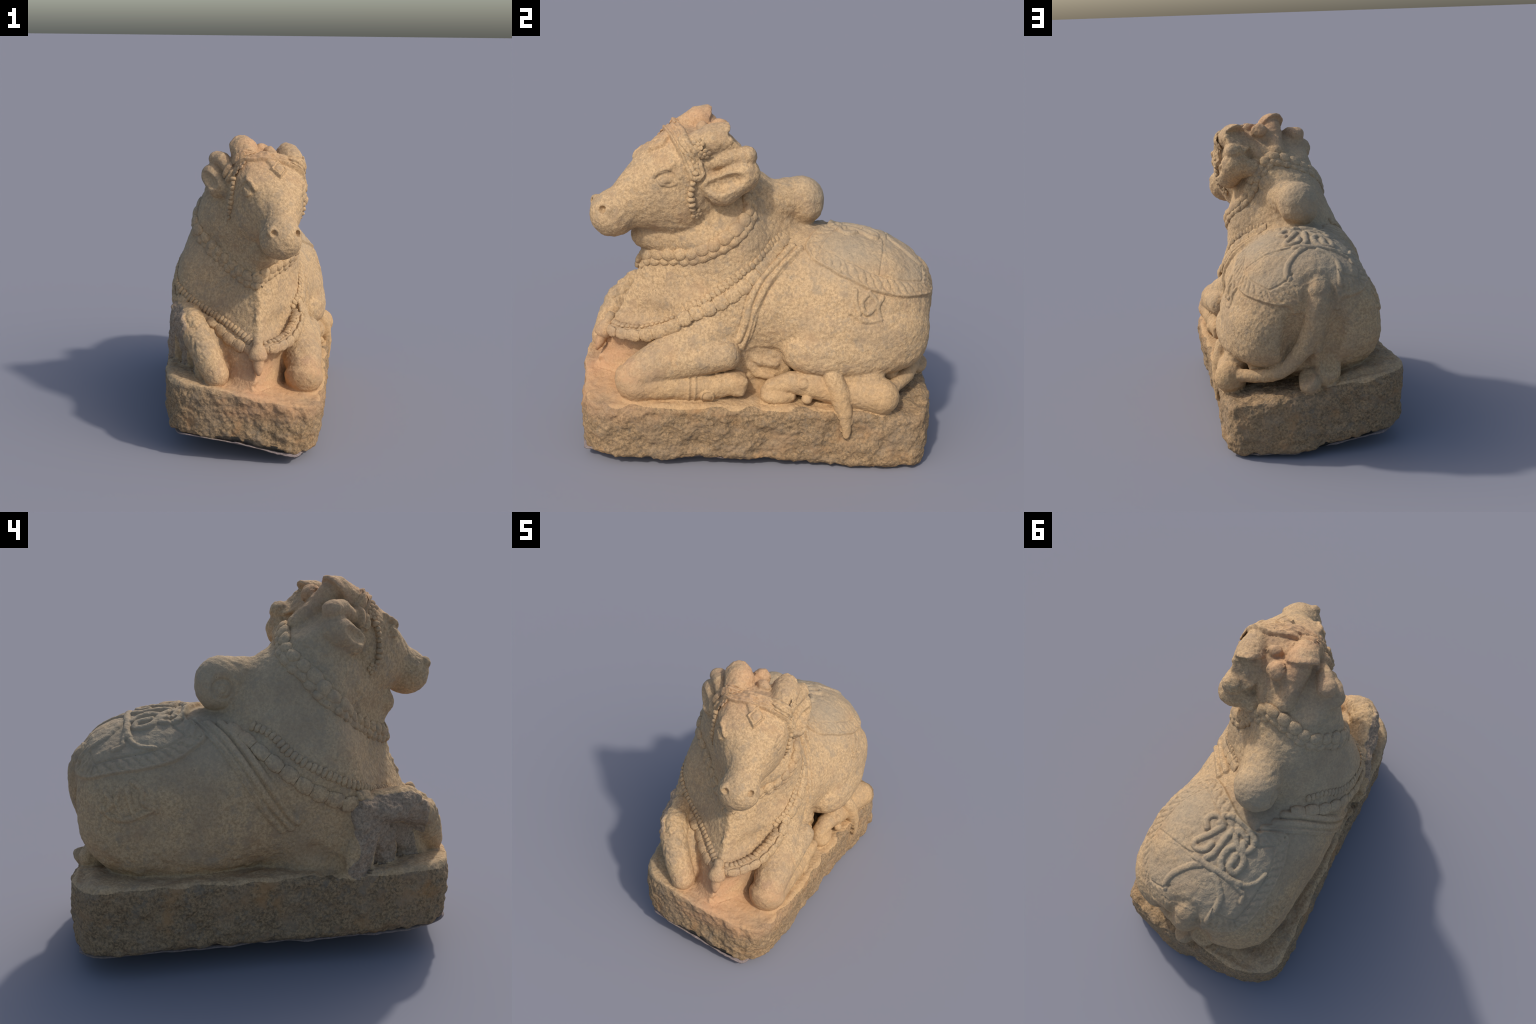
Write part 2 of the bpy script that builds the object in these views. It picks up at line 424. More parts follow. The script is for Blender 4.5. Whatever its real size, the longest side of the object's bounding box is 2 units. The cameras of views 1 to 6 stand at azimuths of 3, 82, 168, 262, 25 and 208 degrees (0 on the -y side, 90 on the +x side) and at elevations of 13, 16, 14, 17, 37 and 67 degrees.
def sample(G, g):
    g = np.clip(g, 0, np.array(DIM) - 1.001)
    i = g.astype(int); f = g - i
    out = 0
    for dx in (0, 1):
        for dy in (0, 1):
            for dz in (0, 1):
                w = (f[:, 0] if dx else 1 - f[:, 0]) * (f[:, 1] if dy else 1 - f[:, 1]) * (f[:, 2] if dz else 1 - f[:, 2])
                out = out + w * G[i[:, 0] + dx, i[:, 1] + dy, i[:, 2] + dz]
    return out

def settle(g, n, most=0.5):
    e = 0.75
    for _ in range(n):
        d = sample(F, g) / VOXEL
        grad = np.stack([(sample(F, g + e * np.eye(3)[k]) - sample(F, g - e * np.eye(3)[k])) / (2 * e * VOXEL) for k in range(3)], 1)
        l2 = np.maximum((grad ** 2).sum(1), 0.15)
        g = g - np.clip(d / l2, -most, most)[:, None] * grad
    return g, grad / np.sqrt(np.maximum((grad ** 2).sum(1), 1e-9))[:, None]

def subdivide(V, Q):
    e = np.sort(np.stack([Q, np.roll(Q, -1, 1)], 2).reshape(-1, 2), 1)
    key = e[:, 0] * len(V) + e[:, 1]
    u, inv = np.unique(key, return_inverse=True)
    mid = (V[u // len(V)] + V[u % len(V)]) / 2
    E = len(V) + inv.reshape(-1, 4)
    C = len(V) + len(u) + np.arange(len(Q))
    cen = V[Q].mean(1)
    quads = np.concatenate([np.stack([Q[:, k], E[:, k], C, E[:, k - 1]], 1) for k in range(4)])
    return np.vstack([V, mid, cen]), quads

G, QUADS = surface_nets()
G, _ = settle(G, 2)
G, QUADS = subdivide(G, QUADS)
G, NRM = settle(G, 2)
P = LO + G * VOXEL

# which part every vertex and face belongs to
fc = np.clip(np.rint(G[QUADS].mean(1)).astype(int), 0, np.array(DIM) - 1)
FACE_PART = LABEL[tuple(fc.T)]
vc = np.clip(np.rint(G).astype(int), 0, np.array(DIM) - 1)
on_plinth = (LABEL[tuple(vc.T)] == 0).astype(float)

# ------------------------------------------------------------- surface relief
H = np.zeros(len(P))                    # carved height over the smooth body
ORN = np.zeros(len(P), np.int8)         # which carved ornament a vertex belongs to
ORNAMENTS = ["", "saddle_cloth", "cord", "girth_strap", "headband", "cloth_tassel", "anklet"]
VPART = LABEL[tuple(vc.T)]

def along(path, reach, parts=None, n=None, closed=False):
    """vertices near a path: index, distance, arc length"""
    p = np.asarray(path, float)
    if closed:
        p = np.vstack([p, p[:1]])
    L = np.linalg.norm(np.diff(p, axis=0), axis=1).sum()
    q = spline(p, n or max(12, int(L / 0.005)))
    q = LO + VOXEL * settle((q - LO) / VOXEL, 5, 2.0)[0]          # drop the path onto the smooth body
    lo, hi = q.min(0) - reach, q.max(0) + reach
    idx = np.flatnonzero(((P > lo) & (P < hi)).all(1))
    if parts:
        idx = idx[np.isin(VPART[idx], [PARTS.index(k) for k in parts])]
    best = np.full(len(idx), 9.0); arg = np.zeros(len(idx), int)
    for c in range(0, len(q), 64):
        d2 = ((P[idx][:, None, :] - q[None, c:c + 64]) ** 2).sum(2)
        k = d2.argmin(1); m = d2[np.arange(len(idx)), k]
        b = m < best
        best[b], arg[b] = m[b], k[b] + c
    d = np.sqrt(best); keep = d < reach
    arc = np.r_[0, np.cumsum(np.linalg.norm(np.diff(q, axis=0), axis=1))]
    return idx[keep], d[keep], arc[arg[keep]]

def ridge(path, width, height, orn=None, parts=None, round_=True, closed=False, twist=0.0):
    i, d, a = along(path, width * 1.6, parts, closed=closed)
    u = d / width
    h = height * (np.sqrt(np.clip(1 - u * u, 0, 1)) if round_ else 1 - step(.7, 1.0, u))
    if twist:
        h = h * (1 + .22 * np.sin(a * 2 * math.pi / twist))
    H[i] = np.maximum(H[i], base_h[i] + h)
    if orn:
        on = i[u < 1.0]; ORN[on] = ORNAMENTS.index(orn)

def groove(path, width, depth, parts=None, closed=False):
    i, d, a = along(path, width * 2.5, parts, closed=closed)
    H[i] -= depth * np.exp(-(d / width) ** 2)

# the saddle cloth: a patch of the back, outlined in unrolled coordinates
def unroll(p):
    return np.stack([0.42 * np.arctan2(p[:, 0] + .03, p[:, 2] - .72), p[:, 1]], 1)

CLOTH_EDGE = [(.12, .235, 1.235), (.205, .195, 1.191), (.29, .235, 1.137), (.345, .308, 1.105), (.375, .36, 1.072), (.40, .433, 1.046), (.42, .508, 1.01),
              (.425, .60, .984), (.405, .71, .96), (.345, .805, .943), (.25, .895, .922), (.16, .935, .93), (.085, .94, .965), (.08, .92, 1.03),
              (-.09, .92, 1.03), (-.095, .94, .945), (-.188, .923, .941), (-.282, .874, .957), (-.336, .80, .985), (-.363, .70, 1.009), (-.376, .573, 1.03),
              (-.375, .45, 1.062), (-.355, .368, 1.107), (-.32, .296, 1.16), (-.214, .344, 1.221), (-.162, .379, 1.24), (-.05, .355, 1.26)]

def polygon_distance(q, poly):
    """signed distance inside an outline (+ inside) and the place along it"""
    best = np.full(len(q), 9.0); arc = np.zeros(len(q)); inside = np.zeros(len(q), bool); run = 0.0
    for a, b in zip(poly, np.roll(poly, -1, 0)):
        e = b - a; L = np.linalg.norm(e)
        t = np.clip(((q - a) @ e) / L ** 2, 0, 1)
        d = np.linalg.norm(q - a - t[:, None] * e, axis=1)
        near = d < best; best[near] = d[near]; arc[near] = run + t[near] * L
        inside ^= ((a[1] <= q[:, 1]) != (b[1] <= q[:, 1])) & (q[:, 0] < e[0] * (q[:, 1] - a[1]) / (e[1] if e[1] else 1e-9) + a[0])
        run += L
    return np.where(inside, best, -best), arc

base_h = np.zeros(len(P))
idx = np.flatnonzero((P[:, 2] > .88) & (P[:, 1] > .15) & np.isin(VPART, [PARTS.index("torso"), PARTS.index("hindlimb"), PARTS.index("tail"), PARTS.index("neck")]) & (P[:, 1] < 1.02))
sd, arc = polygon_distance(unroll(P[idx]), unroll(spline(CLOTH_EDGE + CLOTH_EDGE[:1], 160))[:-1])
lift = 0.014 * step(0, .010, sd) * (1 - (1 - step(.07, .12, np.abs(P[idx, 0]))) * step(.84, .90, P[idx, 1]))
border = step(.012, .02, sd) * (1 - step(.070, .078, sd)) * ((P[idx, 1] > .30) | (P[idx, 0] > .1)) * ((np.abs(P[idx, 0] + .01) > .13) | (P[idx, 1] < .7))
vv = (sd - .045) / .028
wave = np.cos(arc * 2 * math.pi / .10) * (1 - vv * vv) - .9 * vv * np.sin(arc * 2 * math.pi / .10) + .35 * noise(P[idx], .018, 77)
lift = lift + border * (0.0035 * np.tanh(3 * (np.abs(wave) - .45)) - .003) + .003 * np.exp(-((sd - .014) / .006) ** 2)
lift = lift - .007 * np.exp(-((sd - .082) / .006) ** 2) * ((P[idx, 1] > .34) | (P[idx, 0] > .1)) * ((np.abs(P[idx, 0] + .01) > .13) | (P[idx, 1] < .7))
H[idx] += np.where(sd > 0, lift, 0); ORN[idx[sd > 0.002]] = 1
base_h = H.copy()

CORDS = [  # the knot on the back
    [(.031, .443, 1.245), (.031, .396, 1.246), (-.012, .377, 1.255), (-.082, .385, 1.253), (-.149, .411, 1.236), (-.183, .434, 1.222), (-.188, .484, 1.216), (-.166, .515, 1.22), (-.136, .491, 1.234), (-.141, .452, 1.235), (-.113, .434, 1.244), (-.075, .434, 1.251), (-.085, .477, 1.246), (-.117, .512, 1.238), (-.154, .532, 1.223), (-.184, .563, 1.204), (-.182, .609, 1.19), (-.161, .641, 1.186), (-.128, .628, 1.202), (-.13, .591, 1.214), (-.133, .557, 1.224)],
    [(-.106, .514, 1.24), (-.079, .546, 1.238), (-.068, .589, 1.229), (-.075, .626, 1.216), (-.095, .655, 1.202)],
    [(.013, .435, 1.251), (.051, .409, 1.241), (.091, .419, 1.224), (.105, .457, 1.218), (.083, .494, 1.224)],
    [(.009, .451, 1.251), (.034, .493, 1.242), (.067, .537, 1.226), (.101, .574, 1.204), (.102, .605, 1.199), (.066, .618, 1.211), (.031, .6, 1.224), (.016, .564, 1.234)],
    [(-.051, .448, 1.253), (-.032, .515, 1.248), (-.027, .561, 1.239), (-.017, .607, 1.228), (.007, .643, 1.218)],
    [(.069, .661, 1.199), (.008, .673, 1.21), (-.047, .678, 1.205), (-.097, .674, 1.195), (-.165, .68, 1.173), (-.216, .672, 1.151)],
    [(.017, .688, 1.202), (.06, .709, 1.183), (.101, .743, 1.154), (.136, .782, 1.119), (.155, .826, 1.085), (.15, .857, 1.064)],
    [(-.07, .705, 1.19), (-.109, .728, 1.174), (-.136, .756, 1.152), (-.156, .786, 1.128), (-.155, .832, 1.092), (-.145, .87, 1.06), (-.135, .90, 1.02)]]
for k, c in enumerate(CORDS):
    ridge(c, .0185, .015 if k < 6 else .011, "cord")
for c in ([(-.216, .672, 1.151), (-.257, .653, 1.132), (-.289, .608, 1.118), (-.31, .55, 1.118)], [(-.181, .686, 1.164), (-.23, .699, 1.133), (-.253, .703, 1.115), (-.26, .746, 1.094)]):
    ridge(c, .013, .010, "cord")
groove([(.084, .662, 1.215), (.19, .642, 1.193), (.313, .61, 1.142), (.37, .59, 1.087)], .006, .006)
i, d, a = along([(.24, .628, 1.18), (.17, .644, 1.198), (.108, .653, 1.206), (.059, .645, 1.215)], .04)
H[i] += .004 * (1 - step(.01, .04, d)) * (P[i, 1] < .64)

# tassels of the cloth, in low relief on both flanks
for c in ([(.42, .446, 1.005), (.443, .445, .95), (.46, .468, .886)], [(.423, .522, .995), (.448, .48, .946), (.46, .51, .886), (.447, .564, .946), (.423, .522, .995)],
          [(.43, .598, .97), (.448, .571, .925), (.459, .58, .875)],
          [(-.374, .801, .93), (-.409, .766, .881), (-.407, .798, .83)], [(-.395, .733, .939), (-.418, .741, .883), (-.442, .72, .819)],
          [(-.39, .665, .979), (-.418, .619, .941), (-.442, .615, .885), (-.465, .551, .845)], [(-.40, .69, .95), (-.42, .68, .89), (-.452, .66, .82)]):
    ridge(c, .014, .011, "cloth_tassel")
for c in ([(.46, .42, .879), (.47, .462, .850), (.472, .518, .833), (.472, .58, .846)], [(-.402, .811, .824), (-.43, .77, .795), (-.458, .698, .788), (-.465, .624, .812), (-.466, .545, .846)]):
    ridge([(x, y, z + .016) for x, y, z in c], .018, .010, "cloth_tassel")
    groove(c, .006, .006)

# girth straps
SASH = [
    [(.215, .186, 1.182), (.256, .122, 1.123), (.293, .045, 1.04), (.328, -.016, .95), (.376, -.078, .831), (.388, -.102, .712), (.375, -.115, .64)],
    [(.20, .146, 1.18), (.261, .054, 1.088), (.298, -.03, .997), (.343, -.08, .911), (.372, -.105, .80), (.386, -.138, .69)],
    [(.162, .111, 1.187), (.225, .037, 1.11), (.28, -.036, 1.05), (.326, -.107, .963), (.36, -.14, .85), (.38, -.165, .72)]]
SASH_LEFT = [
    [(-.172, .377, 1.233), (-.306, .286, 1.171), (-.409, .196, 1.066), (-.477, .104, .926), (-.503, .032, .799), (-.508, -.031, .717)],
    [(-.22, .32, 1.215), (-.323, .249, 1.161), (-.419, .159, 1.054), (-.481, .067, .912), (-.503, -.019, .797), (-.506, -.07, .728)],
    [(-.24, .25, 1.205), (-.316, .198, 1.171), (-.421, .109, 1.053), (-.48, .016, .923), (-.501, -.07, .793), (-.499, -.122, .736)],
    [(-.25, .19, 1.20), (-.32, .147, 1.17), (-.411, .07, 1.074), (-.467, .002, .971), (-.492, -.058, .871), (-.497, -.12, .79)]]
for rows in (SASH, SASH_LEFT):
    for p, q in zip(rows[:-1], rows[1:]):
        p, q = spline(p, 30), spline(q, 30)
        ridge((p + q) / 2, .024, .017, "girth_strap", ["torso", "neck", "forelimb"])
    for p in rows:
        groove(p, .007, .008, ["torso", "neck", "forelimb"])

# the volute on the hump's side
i = np.flatnonzero((VPART == PARTS.index("hump")) & (P[:, 0] < -.10) & (np.hypot(P[:, 1] - .2, P[:, 2] - 1.36) < .12))
d = np.hypot(P[i, 1] - .205, P[i, 2] - 1.365); ang = np.arctan2(P[i, 2] - 1.365, P[i, 1] - .205)
H[i] += -.007 * np.exp(-((d - .050) / .007) ** 2) * (1 - .6 * step(-2.4, -1.2, ang) * (1 - step(-1.0, .2, ang))) + .005 * (1 - step(.025, .045, d)) - .004 * np.exp(-((d - .022) / .005) ** 2)

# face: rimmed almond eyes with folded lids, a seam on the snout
def face(points):
    """right-side points and their mirror image in the rolled head frame"""
    p = np.asarray(points, float) - EYE
    loc = np.stack([p @ SID, p @ FWD, p @ UPV], 1)
    out = []
    for s in (1, -1):
        m = loc * (s, 1, 1)
        out.append(EYE + m[:, :1] * SID + m[:, 1:2] * FWD + m[:, 2:] * UPV)
    return out
for e in face([(.334, -.606, 1.557), (.341, -.583, 1.577), (.341, -.558, 1.580), (.342, -.530, 1.565), (.343, -.512, 1.543), (.338, -.545, 1.530), (.338, -.580, 1.537)]):
    ridge(e, .008, .0045, None, ["head"], closed=True)
for e in face([(.326, -.622, 1.575), (.341, -.599, 1.609), (.345, -.563, 1.622), (.342, -.526, 1.610), (.335, -.495, 1.575)]):
    ridge(e, .011, .0055, None, ["head"])
for e in face([(.308, -.610, 1.62), (.312, -.57, 1.652), (.334, -.52, 1.652)]):
    ridge(e, .015, .004, None, ["head"])

# headband across the brow and down to the ears
BROW = [(-.02, -.535, 1.785), (.04, -.54, 1.795), (.11, -.53, 1.797), (.18, -.512, 1.785), (.245, -.495, 1.762), (.30, -.468, 1.728), (.333, -.445, 1.685), (.345, -.420, 1.635), (.338, -.405, 1.595)]
BROW_LEFT = [(-.02, -.535, 1.785), (-.06, -.515, 1.755), (-.09, -.50, 1.71), (-.10, -.50, 1.66)]
for b in (BROW, BROW_LEFT):
    ridge(b, .050, .024, "headband", ["head", "horn", "ear"], round_=False)
for off in (-.022, .002, .024):
    b = np.asarray(BROW) + off * (FWD * .75 + np.array([0, 0, -.65]))
    groove(b, .006, .008, ["head", "horn"])
i = np.flatnonzero(ORN == 4)
H[i] += .006 * fbm(P[i], .035, 2, 51) + .010 * noise(P[i], .05, 9) * step(.10, -.05, P[i, 0])
i = np.flatnonzero((VPART == 3) & (P[:, 2] > 1.72) & ((P - EYE) @ FWD < -.15))
H[i] += .009 * fbm(P[i], .05, 2, 57)
c = np.array([.187, -.602, 1.722]); ax = np.array([.93, .34, -.12]); dn = np.array([.12, -.58, -.80])
i = np.flatnonzero((np.linalg.norm(P - c, axis=1) < .1) & (VPART == 3))
r = np.abs((P[i] - c) @ ax) / .058 + np.abs((P[i] - c) @ dn) / .075
H[i] = np.maximum(H[i], .022 * (1 - step(.78, 1.0, r)) * (1 - .35 * np.exp(-((r - .62) / .1) ** 2)))
ORN[i[r < .95]] = 4
ridge([(.12, -.545, 1.79), (.15, -.57, 1.765), (.175, -.59, 1.74)], .03, .018, "headband", ["head"])

# rings round the folded foreleg, the disc on it, knee cap
for y in (-.425, -.392):
    j = np.flatnonzero((VPART == 7) & (P[:, 0] > .25) & (P[:, 2] < .522) & (np.abs(P[:, 1] - y) < .02))
    H[j] += .007 * np.exp(-((P[j, 1] - y) / .008) ** 2); ORN[j[np.abs(P[j, 1] - y) < .012]] = 6
j = np.flatnonzero((VPART == 7) & (P[:, 0] > .40))
r = np.hypot(P[j, 1] + .325, P[j, 2] - .418)
H[j] += .012 * (1 - step(.034, .040, r)) - .005 * np.exp(-((r - .026) / .004) ** 2)
ORN[j[r < .037]] = 6
for c, w in (((-.30, -.72, .80), .10), ((-.25, -.82, .70), .06)):
    j = np.flatnonzero((VPART == 7) & (P[:, 0] < 0) & (np.linalg.norm(P - c, axis=1) < .14))
    H[j] += .006 * fbm(P[j], .03, 2, 61) * (1 - step(.08, .14, np.linalg.norm(P[j] - c, axis=1)))

# ---------------------------------------------------------- stone skin
tilt = P[:, 0] * 0.11 + P[:, 2]
rough = on_plinth * step(.46, .37, tilt)
H += 0.0016 * fbm(P, 0.018, 2, 3) + 0.003 * noise(P, 0.11, 5) * (1 - on_plinth) + .0022 * fbm(P, .040, 2, 8)
H += rough * (0.011 * fbm(P, 0.13, 2, 11) + 0.007 * fbm(P, 0.045, 3, 17) - .002 + .004 * noise(P, .075, 19)) + on_plinth * .004 * noise(P, .07, 23)
torn = step(-.35, -.55, NRM[:, 0]) * step(-.28, -.33, P[:, 0]) * step(-.40, -.44, P[:, 1] + .06 * noise(P, .1, 33)) * step(-.84, -.80, P[:, 1]) * (VPART == 7)                # the broken foreleg's fracture
H += torn * (.014 * fbm(P, .07, 4, 29) + .012 * noise(P, .14, 30) - .006)
stump = (VPART == 5) * step(-.30, -.36, (P - EYE) @ FWD)                 # broken horn ends
H += stump * .004 * fbm(P, .05, 2, 31)
keel = np.exp(-((P[:, 0] - .075) / .02) ** 2) * (VPART == 2) * step(-.55, -.66, P[:, 1]) * step(1.0, .92, P[:, 2])
H += keel * (.010 * fbm(P, .035, 2, 37) + .004)
belly = step(.72, .58, P[:, 2]) * (VPART == 1)
H += belly * .005 * fbm(P, .05, 2, 41)
PS = P.copy()                            # smooth body, for laying ornaments on
P = P + NRM * H[:, None]

# ------------------------------------------------------------------- materials
root = bpy.data.objects.new("stone_bull_statue", None)
bpy.context.collection.objects.link(root)
root["label"] = "weathered tan stone bull reclining on a rough plinth"
root["category"] = "statue"

def stone(name, light=(.57, .39, .212), dark=(.35, .232, .122), warm=(.52, .28, .115), grey=(.265, .212, .148), rust=0.0, contrast=1.0, place=True):
    m = bpy.data.materials.new(name); m.use_nodes = True
    nt = m.node_tree; N = nt.nodes; bsdf = N["Principled BSDF"]
    bsdf.inputs["Roughness"].default_value = .92
    bsdf.inputs["Specular IOR Level"].default_value = .25
    tc = N.new("ShaderNodeTexCoord"); tc.object = root
    pos = tc.outputs["Object"]
    link = nt.links.new
    def noise_tex(scale, detail=3, rough=.6):
        n = N.new("ShaderNodeTexNoise"); n.inputs["Scale"].default_value = scale; n.inputs["Detail"].default_value = detail; n.inputs["Roughness"].default_value = rough
        link(pos, n.inputs["Vector"]); return n.outputs["Fac"]
    def ramp(v, a, b):
        r = N.new("ShaderNodeMapRange"); r.interpolation_type = "SMOOTHSTEP"
        r.inputs["From Min"].default_value, r.inputs["From Max"].default_value = a, b
        link(v, r.inputs["Value"]); return r.outputs["Result"]
    def math_(op, a, b):
        n = N.new("ShaderNodeMath"); n.operation = op
        for k, v in enumerate((a, b)):
            if hasattr(v, "is_linked"): link(v, n.inputs[k])
            else: n.inputs[k].default_value = v
        return n.outputs[0]
    def mix(f, a, b, mode="MIX"):
        n = N.new("ShaderNodeMix"); n.data_type = "RGBA"; n.blend_type = mode
        for k, v in ((0, f), (6, a), (7, b)):
            if hasattr(v, "is_linked"): link(v, n.inputs[k])
            elif k == 0: n.inputs[0].default_value = v
            else: n.inputs[k].default_value = (*v, 1)
        return n.outputs[2]
    xyz = N.new("ShaderNodeSeparateXYZ"); link(pos, xyz.inputs[0])
    X, Y, Z = xyz.outputs
    grain, blotch, cloud = noise_tex(70, 4, .75), noise_tex(14, 5, .7), noise_tex(2.6, 3, .55)
    col = mix(ramp(grain, .32, .66), dark, light)
    col = mix(math_("MULTIPLY", ramp(blotch, .50, .68), .60 * contrast), col, grey)
    col = mix(math_("MULTIPLY", ramp(noise_tex(32, 3, .6), .52, .70), .40 * contrast), col, grey)
    col = mix(math_("MULTIPLY", ramp(noise_tex(7, 5, .7), .50, .72), .35 * contrast + rust), col, warm)
    if place:
        # grey weathering over the back, greyish left neck, ruddy brow, chest foot, plinth top
        back = math_("MULTIPLY", ramp(Y, .10, .45), ramp(Z, .88, 1.12))
        back = math_("MULTIPLY", back, ramp(cloud, .25, .60))
        col = mix(math_("MULTIPLY", back, .65), col, (.325, .268, .19))
        nape = math_("MULTIPLY", ramp(X, .10, -.25), ramp(Z, .85, 1.15))
        nape = math_("MULTIPLY", nape, ramp(Y, -.55, -.20))
        col = mix(math_("MULTIPLY", nape, .40), col, (.37, .325, .235))
        foot = math_("MULTIPLY", math_("MULTIPLY", ramp(Y, -.50, -.80), ramp(Z, .80, .50)), ramp(Z, .22, .36))
        foot = math_("MULTIPLY", foot, ramp(X, -.30, .05))
        crown = math_("MULTIPLY", math_("MULTIPLY", ramp(Z, 1.58, 1.86), ramp(X, .40, .0)), .75)
        col = mix(math_("MULTIPLY", math_("MULTIPLY", math_("ADD", foot, crown), ramp(math_("ADD", math_("MULTIPLY", cloud, .6), math_("MULTIPLY", blotch, .4)), .30, .60)), .68 if name != "hewn_plinth_stone" else .40), col, (.50, .262, .138))
        low = math_("MULTIPLY", ramp(Z, .62, .42), ramp(X, .0, .35))
        col = mix(math_("MULTIPLY", low, .45 if name != "hewn_plinth_stone" else .12), col, (.48, .29, .13))
    col = mix(math_("MULTIPLY", ramp(noise_tex(4.5, 4, .6), .42, .72), .42), col, (.29, .215, .14))
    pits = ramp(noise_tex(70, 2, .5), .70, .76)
    col = mix(math_("MULTIPLY", pits, .55), col, (.09, .07, .05))
    link(col, bsdf.inputs["Base Color"])
    b = N.new("ShaderNodeBump"); b.inputs["Strength"].default_value = .7; b.inputs["Distance"].default_value = .004
    link(math_("ADD", noise_tex(150, 3, .6), math_("MULTIPLY", noise_tex(48, 3, .6), 1.3)), b.inputs["Height"])
    link(b.outputs["Normal"], bsdf.inputs["Normal"])
    return m

STONE = stone("weathered_stone")
CARVED = stone("carved_ornament_stone")
ROUGH = stone("hewn_plinth_stone", light=(.36, .24, .128), dark=(.12, .083, .048), warm=(.40, .21, .08), grey=(.17, .142, .105), rust=.20, contrast=1.3)
TORN = stone("fractured_stone", light=(.42, .305, .20), dark=(.20, .145, .10), warm=(.36, .23, .13), grey=(.22, .18, .135), place=False)
CREVICE_SHADOW = stone("painted_crevice_shadow", light=(.022, .020, .018), dark=(.012, .011, .010), warm=(.02, .016, .012), grey=(.016, .016, .016), place=False)  # near-black colour paints the deep shadow line between plinth and crust
CRUST = stone("pinkish_ground_crust", light=(.27, .215, .20), dark=(.16, .125, .115), warm=(.24, .17, .14), grey=(.18, .16, .15), place=False)

# --------------------------------------------------------------------- meshes
def mesh_object(name, V, faces, parent, mat, smooth=True):
    me = bpy.data.meshes.new(name)
    faces = np.asarray(faces)
    n, k = faces.shape
    me.vertices.add(len(V)); me.vertices.foreach_set("co", np.asarray(V, np.float32).ravel())
    me.loops.add(n * k); me.loops.foreach_set("vertex_index", faces.astype(np.int32).ravel())
    me.polygons.add(n); me.polygons.foreach_set("loop_start", np.arange(0, n * k, k, dtype=np.int32))
    me.update(calc_edges=True)
    me.polygons.foreach_set("use_smooth", np.full(n, smooth))
    me.materials.append(mat)
    return link_object(name, me, parent)

def link_object(name, me, parent):
    ob = bpy.data.objects.new(name, me)
    bpy.context.collection.objects.link(ob)
    ob.parent = parent
    return ob

tri = P[QUADS]
fn = np.cross(tri[:, 2] - tri[:, 0], tri[:, 3] - tri[:, 1])
VN = np.zeros_like(P)
for k in range(4):
    for c in range(3):
        VN[:, c] += np.bincount(QUADS[:, k], fn[:, c], len(P))
VN /= np.maximum(np.linalg.norm(VN, axis=1), 1e-12)[:, None]

def body_part(name, mask, parent=None, mat=None):
    q = QUADS[mask]
    used, inv = np.unique(q, return_inverse=True)
    ob = mesh_object(name, P[used], inv.reshape(-1, 4), parent or root, mat or STONE)
    ob.data.normals_split_custom_set_from_vertices(VN[used].tolist())
    return ob

OB = {}
cen = tri.mean(1)
FACE_ORN = ORN[QUADS].max(1) * (np.sort(ORN[QUADS], 1)[:, 1] > 0)
FACE_TORN = (torn[QUADS].mean(1) > .5)
for i, name in enumerate(PARTS):
    mask = (FACE_PART == i) & (FACE_ORN == 0)
    if name in ("horn", "ear", "forelimb", "hindlimb"):
        side = (cen - EYE) @ SIDE > 0 if name in ("horn", "ear") else cen[:, 0] > 0.1 if name == "forelimb" else (cen[:, 0] > 0.0) & ~((cen[:, 2] < .56) & (cen[:, 0] < .17) & (cen[:, 1] > .7))
        for sd_ in (side, ~side):
            if (mask & sd_).any():
                ob = body_part(name, mask & sd_)
                if name == "forelimb" and sd_ is not side:
                    ob.data.materials.append(TORN)
                    ob.data.polygons.foreach_set("material_index", FACE_TORN[mask & sd_].astype(np.int32))
                OB.setdefault(name, []).append(ob)
    elif mask.any():
        ob = body_part(name, mask)
        if name == "plinth":
            ob.data.materials.append(ROUGH)
            f = rough[QUADS[mask]].mean(1) + .25 * noise(cen[mask], .09, 71)
            ob.data.polygons.foreach_set("material_index", (f > .5).astype(np.int32))
        OB.setdefault(name, []).append(ob)
for i, name in enumerate(ORNAMENTS):
    if i and (FACE_ORN == i).any():
        OB[name] = [body_part(name, FACE_ORN == i, OB["saddle_cloth"][0] if name in ("cord", "cloth_tassel") else None, CARVED)]

# ------------------------------------------------------- ornaments laid on top
def lay(path, n, closed=False):
    """points on the smooth body along a path, with tangent and normal"""
    p = np.asarray(path, float)
    if closed:
        p = np.vstack([p, p[:1]])
    q = spline(p, n)
    g, nr = settle((q - LO) / VOXEL, 5, 2.0)
    q = LO + g * VOXEL
    t = np.gradient(q, axis=0)
    t /= np.linalg.norm(t, axis=1)[:, None]
    nr = nr - (nr * t).sum(1)[:, None] * t
    nr /= np.linalg.norm(nr, axis=1)[:, None]
    return q, t, nr

def lathe(name, profile, seg=14, mat=None, wob=0.0, seed=0):
    """solid of revolution about x from (x, radius) pairs"""
    pr = np.asarray(profile, float); a = np.linspace(0, 2 * math.pi, seg, endpoint=False)
    V = np.stack([np.repeat(pr[:, 0], seg), np.outer(pr[:, 1], np.cos(a)).ravel(), np.outer(pr[:, 1], np.sin(a)).ravel()], 1)
    if wob:
        V = V * (1 + wob * noise(V / np.abs(V).max(), .6, seed))[:, None]
    k = len(pr)
    F_ = [(i * seg + j, i * seg + (j + 1) % seg, (i + 1) * seg + (j + 1) % seg, (i + 1) * seg + j) for i in range(k - 1) for j in range(seg)]
    me = bpy.data.meshes.new(name)
    me.from_pydata(V.tolist(), [], F_ + [tuple(range(seg))[::-1], tuple(range((k - 1) * seg, k * seg))])
    me.polygons.foreach_set("use_smooth", np.ones(len(me.polygons), bool)); me.materials.append(mat or CARVED)
    bm = bmesh.new(); bm.from_mesh(me); bmesh.ops.recalc_face_normals(bm, faces=bm.faces); bm.to_mesh(me); bm.free()
    return me

